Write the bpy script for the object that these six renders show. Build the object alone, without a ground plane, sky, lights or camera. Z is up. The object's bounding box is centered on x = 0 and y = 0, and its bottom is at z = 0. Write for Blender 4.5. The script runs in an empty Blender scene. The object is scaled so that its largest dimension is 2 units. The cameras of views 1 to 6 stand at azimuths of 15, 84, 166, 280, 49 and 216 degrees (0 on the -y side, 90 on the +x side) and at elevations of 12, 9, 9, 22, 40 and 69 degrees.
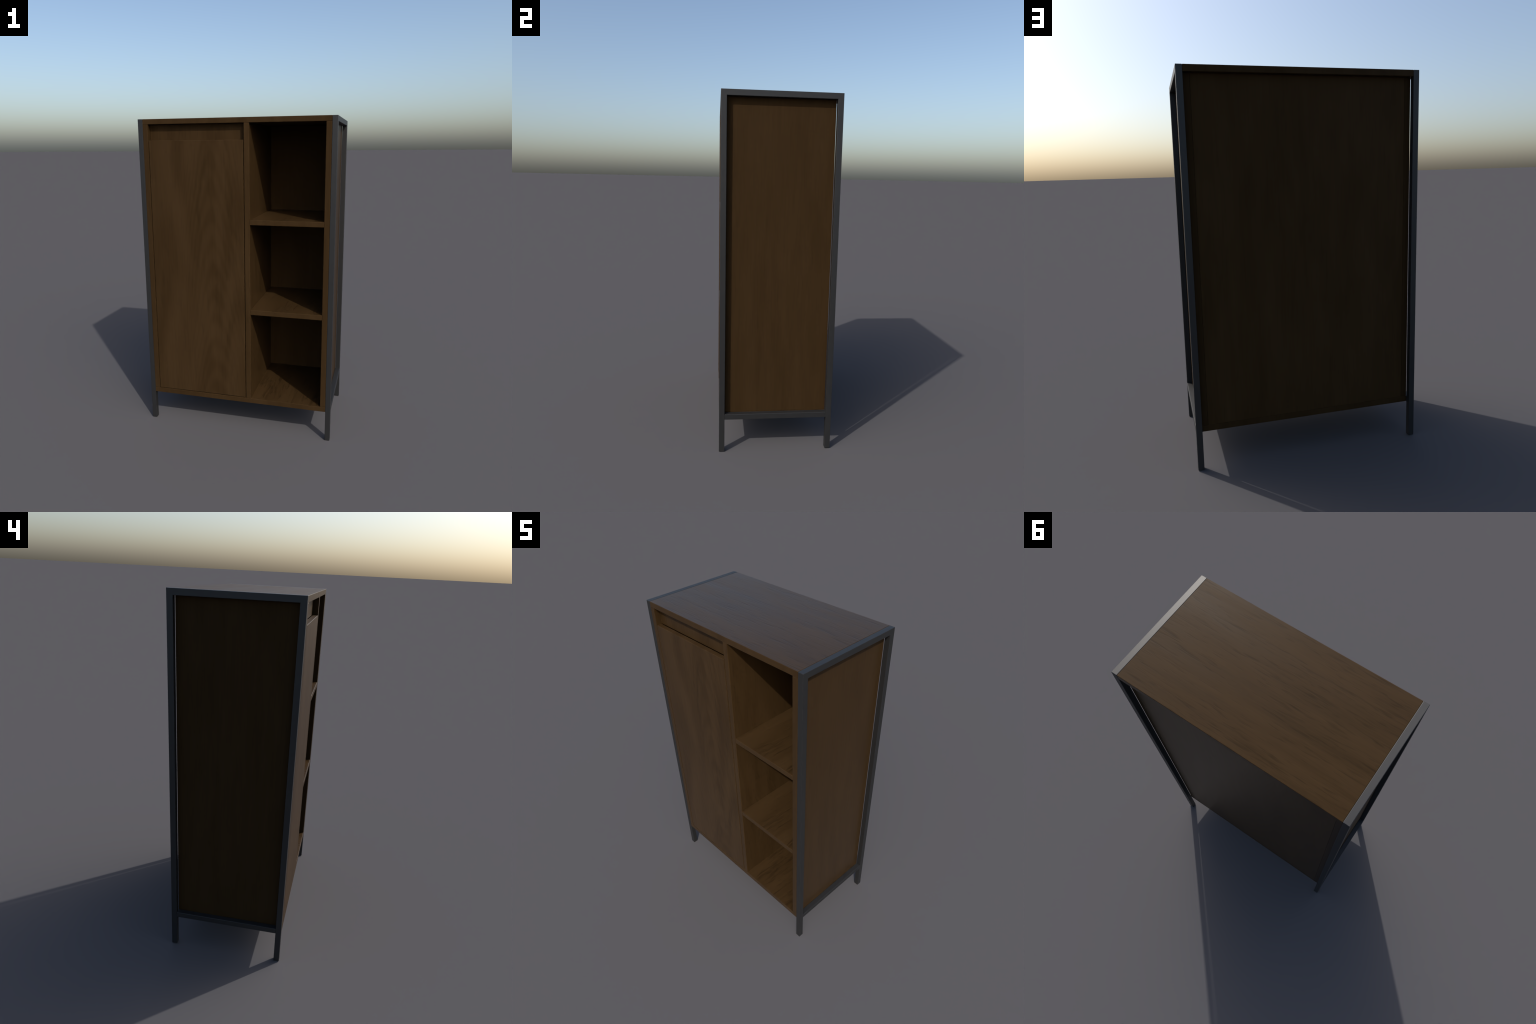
"""Tall wooden cabinet in a dark steel side frame: one door with a finger
recess on the left, three open compartments on the right."""
import bpy, bmesh
from mathutils import Vector

# ------------------------------------------------------------------ sizes (m)
W, D, H = 0.6122, 0.3224, 2.0           # half width, half depth, full height
TUBE = 0.0313                           # square steel tube
XI, YI = W - TUBE, D - TUBE             # inner faces of the tubes
RAIL_B, RAIL_T = 0.1930, 0.2245         # bottom rail
TOP_U = 1.9685                          # underside of the top panel
FLOOR = 0.2265                          # upper face of the bottom panel
SIDE_I = 0.5475                         # inner face of the side panels
SIDE_O = 0.5804
BACK = 0.2905                           # rear face of sides and back panel
NICHE_BACK = 0.2550
DIV_L, DIV_R = 0.0650, 0.0980
SHELF_T = (1.3980, 0.8285)
SHELF_H = 0.0318
DOOR_TOP = 1.8710

# ------------------------------------------------------------------ materials
def node(nt, kind, **kw):
    n = nt.nodes.new(kind)
    for k, v in kw.items():
        if k in n.inputs.keys() if hasattr(n.inputs, "keys") else False:
            n.inputs[k].default_value = v
        else:
            setattr(n, k, v)
    return n


def ramp(nt, fac, stops):
    r = nt.nodes.new("ShaderNodeValToRGB")
    e = r.color_ramp.elements
    while len(e) < len(stops):
        e.new(0.5)
    for el, (p, c) in zip(e, stops):
        el.position = p
        el.color = (*c, 1) if len(c) == 3 else c
    nt.links.new(fac, r.inputs[0])
    return r.outputs[0]


def mathn(nt, op, a, b=None, clamp=False):
    m = nt.nodes.new("ShaderNodeMath")
    m.operation, m.use_clamp = op, clamp
    for i, v in enumerate((a, b)):
        if v is None:
            continue
        if isinstance(v, (int, float)):
            m.inputs[i].default_value = v
        else:
            nt.links.new(v, m.inputs[i])
    return m.outputs[0]


def mixc(nt, mode, fac, a, b):
    m = nt.nodes.new("ShaderNodeMix")
    m.data_type, m.blend_type = "RGBA", mode
    for sock, v in ((m.inputs[0], fac), (m.inputs[6], a), (m.inputs[7], b)):
        if isinstance(v, (int, float)):
            sock.default_value = v
        elif isinstance(v, tuple):
            sock.default_value = (*v, 1)
        else:
            nt.links.new(v, sock)
    return m.outputs[2]


def noise(nt, vec, scale, detail=3.0, rough=0.55, dist=0.0):
    n = nt.nodes.new("ShaderNodeTexNoise")
    n.inputs["Scale"].default_value = scale
    n.inputs["Detail"].default_value = detail
    n.inputs["Roughness"].default_value = rough
    n.inputs["Distortion"].default_value = dist
    nt.links.new(vec, n.inputs["Vector"])
    return n.outputs["Fac"]


WOOD_LIGHT = (0.0422, 0.0242, 0.0101)
WOOD_MID = (0.0380, 0.0215, 0.0087)
WOOD_DARK = (0.0330, 0.0184, 0.0072)
# roughness against how obliquely the surface is seen
ROUGHNESS = [(0.08, 0.66), (0.60, 0.32), (0.90, 0.40), (0.97, 0.62)]
WOOD_IOR, WOOD_TINT = 1.62, 0.02


def wood(name, grain, seed, edge_axis=None, edge_grain=None, coarse=1.0, bump=0.2,
         streak=0.35, rings=0.5, dash=0.17, flow=0.13, contrast=1.0, gloss_break=0.08, tone=1.0, arch=None):
    """Brown stained veneer.  grain: axis the fibres run along ('x','y','z').
    edge_axis / edge_grain: faces looking along edge_axis carry their own
    fibre direction (the banded edges of the boards).  streak: strength of the
    short dark pore strokes; rings: strength of the flame figure."""
    m = bpy.data.materials.new(name)
    m.use_nodes = True
    nt = m.node_tree
    bsdf = nt.nodes["Principled BSDF"]
    tc = nt.nodes.new("ShaderNodeTexCoord")
    mask = None
    if edge_axis:
        sep = nt.nodes.new("ShaderNodeSeparateXYZ")
        nt.links.new(tc.outputs["Normal"], sep.inputs[0])
        mask = mathn(nt, "GREATER_THAN", mathn(nt, "ABSOLUTE", sep.outputs["XYZ".index(edge_axis.upper())]), 0.6)

    def stretched(axis, amount):
        mp = nt.nodes.new("ShaderNodeMapping")
        sc = [1.0, 1.0, 1.0]
        sc["xyz".index(axis)] = amount
        mp.inputs["Scale"].default_value = sc
        mp.inputs["Location"].default_value = (seed * 3.17, seed * 1.71, seed * 5.3)
        nt.links.new(tc.outputs["Object"], mp.inputs["Vector"])
        return mp.outputs[0]

    def fibres(amount):
        v = stretched(grain, amount)
        if mask is None:
            return v
        mv = nt.nodes.new("ShaderNodeMix")
        mv.data_type = "VECTOR"
        nt.links.new(mask, mv.inputs[0])
        nt.links.new(v, mv.inputs[4])
        nt.links.new(stretched(edge_grain, amount), mv.inputs[5])
        return mv.outputs[1]

    long, mid, short = fibres(0.05), fibres(flow), fibres(dash)
    # flame figure of flat-sawn veneer: contour lines of a slow, drawn-out field
    field = noise(nt, mid, 3.6 / coarse, 1.3, 0.4, 0.3)
    contour = mathn(nt, "SINE", mathn(nt, "MULTIPLY", field, 50.0))
    contour = mathn(nt, "ADD", mathn(nt, "MULTIPLY", contour, 0.32), 0.5)
    if arch is not None:
        # nested arches climbing the board around an axis at x = arch
        pos = nt.nodes.new("ShaderNodeSeparateXYZ")
        nt.links.new(tc.outputs["Object"], pos.inputs[0])
        wob = mathn(nt, "MULTIPLY", mathn(nt, "SUBTRACT", noise(nt, mid, 5.0, 2.0), 0.5), 0.10)
        dx = mathn(nt, "SUBTRACT", mathn(nt, "ADD", pos.outputs[0], wob), arch)
        drop = mathn(nt, "MULTIPLY", mathn(nt, "MULTIPLY", dx, dx), 26.0)
        climb = mathn(nt, "ADD", mathn(nt, "ADD", pos.outputs[2], drop), mathn(nt, "MULTIPLY", field, 0.45))
        nest = mathn(nt, "SINE", mathn(nt, "MULTIPLY", climb, 37.0))
        fade = mathn(nt, "SUBTRACT", 1.0, mathn(nt, "MULTIPLY", mathn(nt, "ABSOLUTE", dx), 4.0), clamp=True)
        contour = mathn(nt, "ADD", contour, mathn(nt, "MULTIPLY", mathn(nt, "MULTIPLY", nest, fade), 0.26))
    band = noise(nt, mid, 11.0 / coarse, 2.5, 0.5, 0.5)
    fig = mathn(nt, "ADD", mathn(nt, "MULTIPLY", contour, 0.3 * rings), mathn(nt, "MULTIPLY", band, 1.0 - 0.3 * rings))
    col = ramp(nt, fig, [(0.5 - 0.17 / contrast, WOOD_DARK), (0.5, WOOD_MID), (0.5 + 0.17 / contrast, WOOD_LIGHT)])
    fibre = noise(nt, long, 120.0 / coarse, 3.0, 0.6, 0.0)
    fib = ramp(nt, fibre, [(0.34, (0.94, 0.94, 0.94)), (0.64, (1.04, 1.04, 1.04))])
    col = mixc(nt, "MULTIPLY", 1.0, col, fib)
    # short dark pore strokes, gathered in drifts
    pores = noise(nt, short, 62.0 / coarse, 2.0, 0.5, 0.5)
    drift = noise(nt, mid, 7.0 / coarse, 1.0)
    pores = mathn(nt, "ADD", pores, mathn(nt, "MULTIPLY", mathn(nt, "SUBTRACT", drift, 0.5), 0.35))
    pm = ramp(nt, pores, [(0.54, (0, 0, 0)), (0.76, (1, 1, 1))])
    amount = mathn(nt, "MULTIPLY", pm, streak)
    if mask is not None:                      # the edge banding has next to no pores
        amount = mathn(nt, "MULTIPLY", amount, mathn(nt, "SUBTRACT", 1.0, mathn(nt, "MULTIPLY", mask, 0.85)))
    col = mixc(nt, "MULTIPLY", amount, col, (0.42, 0.42, 0.44))
    if tone != 1.0:
        col = mixc(nt, "MULTIPLY", 1.0, col, (tone, tone, tone))
    nt.links.new(col, bsdf.inputs["Base Color"])

    height = mathn(nt, "ADD", mathn(nt, "MULTIPLY", fibre, 0.35), mathn(nt, "MULTIPLY", amount, -1.6))
    height = mathn(nt, "ADD", height, mathn(nt, "MULTIPLY", band, 0.9))
    b = nt.nodes.new("ShaderNodeBump")
    b.inputs["Strength"].default_value = bump
    b.inputs["Distance"].default_value = 0.003 * coarse
    nt.links.new(height, b.inputs["Height"])
    nt.links.new(b.outputs[0], bsdf.inputs["Normal"])
    # matt, waxed surface: hardly any reflection face on, satin when seen flat
    lw = nt.nodes.new("ShaderNodeLayerWeight")
    lw.inputs["Blend"].default_value = 0.5
    rf = ramp(nt, lw.outputs["Facing"], [(p, (v, v, v)) for p, v in ROUGHNESS])
    rv = mathn(nt, "ADD", rf, mathn(nt, "MULTIPLY", mathn(nt, "SUBTRACT", band, 0.5), gloss_break))
    nt.links.new(rv, bsdf.inputs["Roughness"])
    bsdf.inputs["Specular IOR Level"].default_value = 0.5
    bsdf.inputs["IOR"].default_value = WOOD_IOR
    bsdf.inputs["Specular Tint"].default_value = (WOOD_TINT, WOOD_TINT, WOOD_TINT, 1)
    return m


def steel():
    m = bpy.data.materials.new("dark_steel")
    m.use_nodes = True
    nt = m.node_tree
    bsdf = nt.nodes["Principled BSDF"]
    tc = nt.nodes.new("ShaderNodeTexCoord")
    big = noise(nt, tc.outputs["Object"], 14.0, 3.0)
    fine = noise(nt, tc.outputs["Object"], 420.0, 2.0)
    mixf = mathn(nt, "ADD", mathn(nt, "MULTIPLY", big, 0.5), mathn(nt, "MULTIPLY", fine, 0.5))
    col = ramp(nt, mixf, [(0.35, (0.0130, 0.0132, 0.0136)), (0.65, (0.0140, 0.0142, 0.0146))])
    nt.links.new(col, bsdf.inputs["Base Color"])
    bsdf.inputs["Metallic"].default_value = 0.0
    r = nt.nodes.new("ShaderNodeMapRange")
    r.inputs["To Min"].default_value = 0.45
    r.inputs["To Max"].default_value = 0.50
    nt.links.new(mixf, r.inputs["Value"])
    nt.links.new(r.outputs[0], bsdf.inputs["Roughness"])
    b = nt.nodes.new("ShaderNodeBump")
    b.inputs["Strength"].default_value = 0.05
    b.inputs["Distance"].default_value = 0.001
    nt.links.new(fine, b.inputs["Height"])
    nt.links.new(b.outputs[0], bsdf.inputs["Normal"])
    return m


# ------------------------------------------------------------------ geometry
root = bpy.data.objects.new("wooden_cabinet", None)
root.empty_display_size = 0.2
bpy.context.scene.collection.objects.link(root)
root["label"] = "tall dark brown wooden cabinet with door, open shelves and steel frame"
root["category"] = "cabinet"


def add(name, mesh, centre, mat, parent=root):
    o = bpy.data.objects.new(name, mesh)
    bpy.context.scene.collection.objects.link(o)
    o.location = centre
    o.parent = parent
    if not mesh.materials:
        mesh.materials.append(mat)
    return o


def box_mesh(name, size, bevel, segments=2):
    bm = bmesh.new()
    bmesh.ops.create_cube(bm, size=1.0)
    bmesh.ops.scale(bm, vec=size, verts=bm.verts)
    bmesh.ops.bevel(bm, geom=list(bm.edges), offset=bevel, segments=segments,
                    profile=0.5, affect="EDGES", clamp_overlap=True)
    me = bpy.data.meshes.new(name)
    bm.to_mesh(me)
    bm.free()
    return me


def board(name, lo, hi, mat, bevel=0.0021):
    size = Vector(hi) - Vector(lo)
    c = (Vector(hi) + Vector(lo)) / 2
    return add(name, box_mesh(name, size, bevel), c, mat)


def side_frame(sign, mat):
    """Inverted U of square tube: outline extruded, edges rounded, then parted
    into two legs and the top rail along an invisible seam; a bottom rail is
    butted between the legs."""
    outline = [(-D, 0), (-YI, 0), (-YI, TOP_U), (YI, TOP_U), (YI, 0), (D, 0), (D, H), (-D, H)]
    bm = bmesh.new()
    ring = [bm.verts.new((-TUBE / 2, y, z)) for y, z in outline]
    f = bm.faces.new(ring)
    ext = bmesh.ops.extrude_face_region(bm, geom=[f])
    bmesh.ops.translate(bm, vec=(TUBE, 0, 0), verts=[v for v in ext["geom"] if isinstance(v, bmesh.types.BMVert)])
    bmesh.ops.recalc_face_normals(bm, faces=bm.faces)
    sharp = [e for e in bm.edges if e.is_convex and e.calc_face_angle() > 0.5]
    bmesh.ops.bevel(bm, geom=sharp, offset=0.0016, segments=2, profile=0.5, affect="EDGES")
    geom = bm.verts[:] + bm.edges[:] + bm.faces[:]
    bmesh.ops.bisect_plane(bm, geom=geom, dist=1e-5, plane_co=(0, 0, TOP_U + 0.004), plane_no=(0, 0, 1))
    cut = TOP_U + 0.004
    regions = {"top_rail": [], "leg_front": [], "leg_rear": []}
    bm.faces.ensure_lookup_table()
    for fc in bm.faces:
        c = fc.calc_center_median()
        on_rail = c.z > cut or abs(c.y) < YI - 0.003
        key = "top_rail" if on_rail else ("leg_front" if c.y < 0 else "leg_rear")
        regions[key].append(fc.index)
    centre = Vector((sign * (XI + TUBE / 2), 0, 0))
    for key, ids in regions.items():
        part = bm.copy()
        part.faces.ensure_lookup_table()
        keep = set(ids)
        bmesh.ops.delete(part, geom=[x for x in part.faces if x.index not in keep], context="FACES")
        name = "top_rail" if key == "top_rail" else "leg"
        me = bpy.data.meshes.new(name)
        part.to_mesh(me)
        part.free()
        add(name, me, centre, mat)
    bm.free()
    add("bottom_rail", box_mesh("bottom_rail", (TUBE, 2 * YI, RAIL_T - RAIL_B), 0.0016),
        centre + Vector((0, 0, (RAIL_T + RAIL_B) / 2)), mat)


metal = steel()
side_frame(-1, metal)
side_frame(1, metal)

up_a = wood("veneer_side", "z", 1.0, streak=0.11, contrast=0.55, flow=0.16, tone=0.93)
up_b = wood("veneer_back", "z", 2.3, streak=0.14, contrast=0.8, flow=0.2, coarse=1.3, tone=1.2)  # tone lightens the base colour to match the back's brightness in shade
up_c = wood("veneer_divider", "z", 3.1, streak=0.22)
door_w = wood("veneer_door", "z", 4.6, coarse=1.35, rings=1.5, streak=0.2, flow=0.2, contrast=1.0, arch=0.11)
lip_w = wood("veneer_recess", "z", 5.2, streak=0.2)
top_w = wood("veneer_top", "x", 6.4, "y", "z", streak=0.52, coarse=0.8, bump=0.14, dash=0.10, gloss_break=0.18)
floor_w = wood("veneer_shelf", "y", 7.7, "y", "z", coarse=1.5, streak=0.66, bump=0.28)

board("top_panel", (-XI + 0.0004, -D, TOP_U), (XI - 0.0004, D, H), top_w)
board("bottom_panel", (-XI + 0.0004, -D, RAIL_B + 0.0005), (XI - 0.0004, BACK + 0.0003, FLOOR), floor_w)
for s in (-1, 1):
    a, b = sorted((s * SIDE_I, s * SIDE_O))
    board("side_panel", (a, -D, FLOOR), (b, BACK, TOP_U), up_a)
board("back_panel", (-SIDE_I, NICHE_BACK, FLOOR), (SIDE_I, BACK, TOP_U), up_b)
board("divider_panel", (DIV_L, -D, FLOOR), (DIV_R, NICHE_BACK, TOP_U), up_c)

shelf = None
for top in SHELF_T:
    lo = Vector((DIV_R, -D, top - SHELF_H))
    hi = Vector((SIDE_I, NICHE_BACK, top))
    if shelf is None:
        shelf = board("shelf", lo, hi, floor_w)
    else:
        twin = shelf.copy()
        twin.location = (lo + hi) / 2
        bpy.context.scene.collection.objects.link(twin)

board("door", (-SIDE_I + 0.0034, -D, FLOOR + 0.0034), (DIV_L - 0.0038, -0.2930, DOOR_TOP), door_w, 0.0019)
board("recess_panel", (-SIDE_I, -0.2890, DOOR_TOP - 0.001), (DIV_L, -0.2580, TOP_U), lip_w)
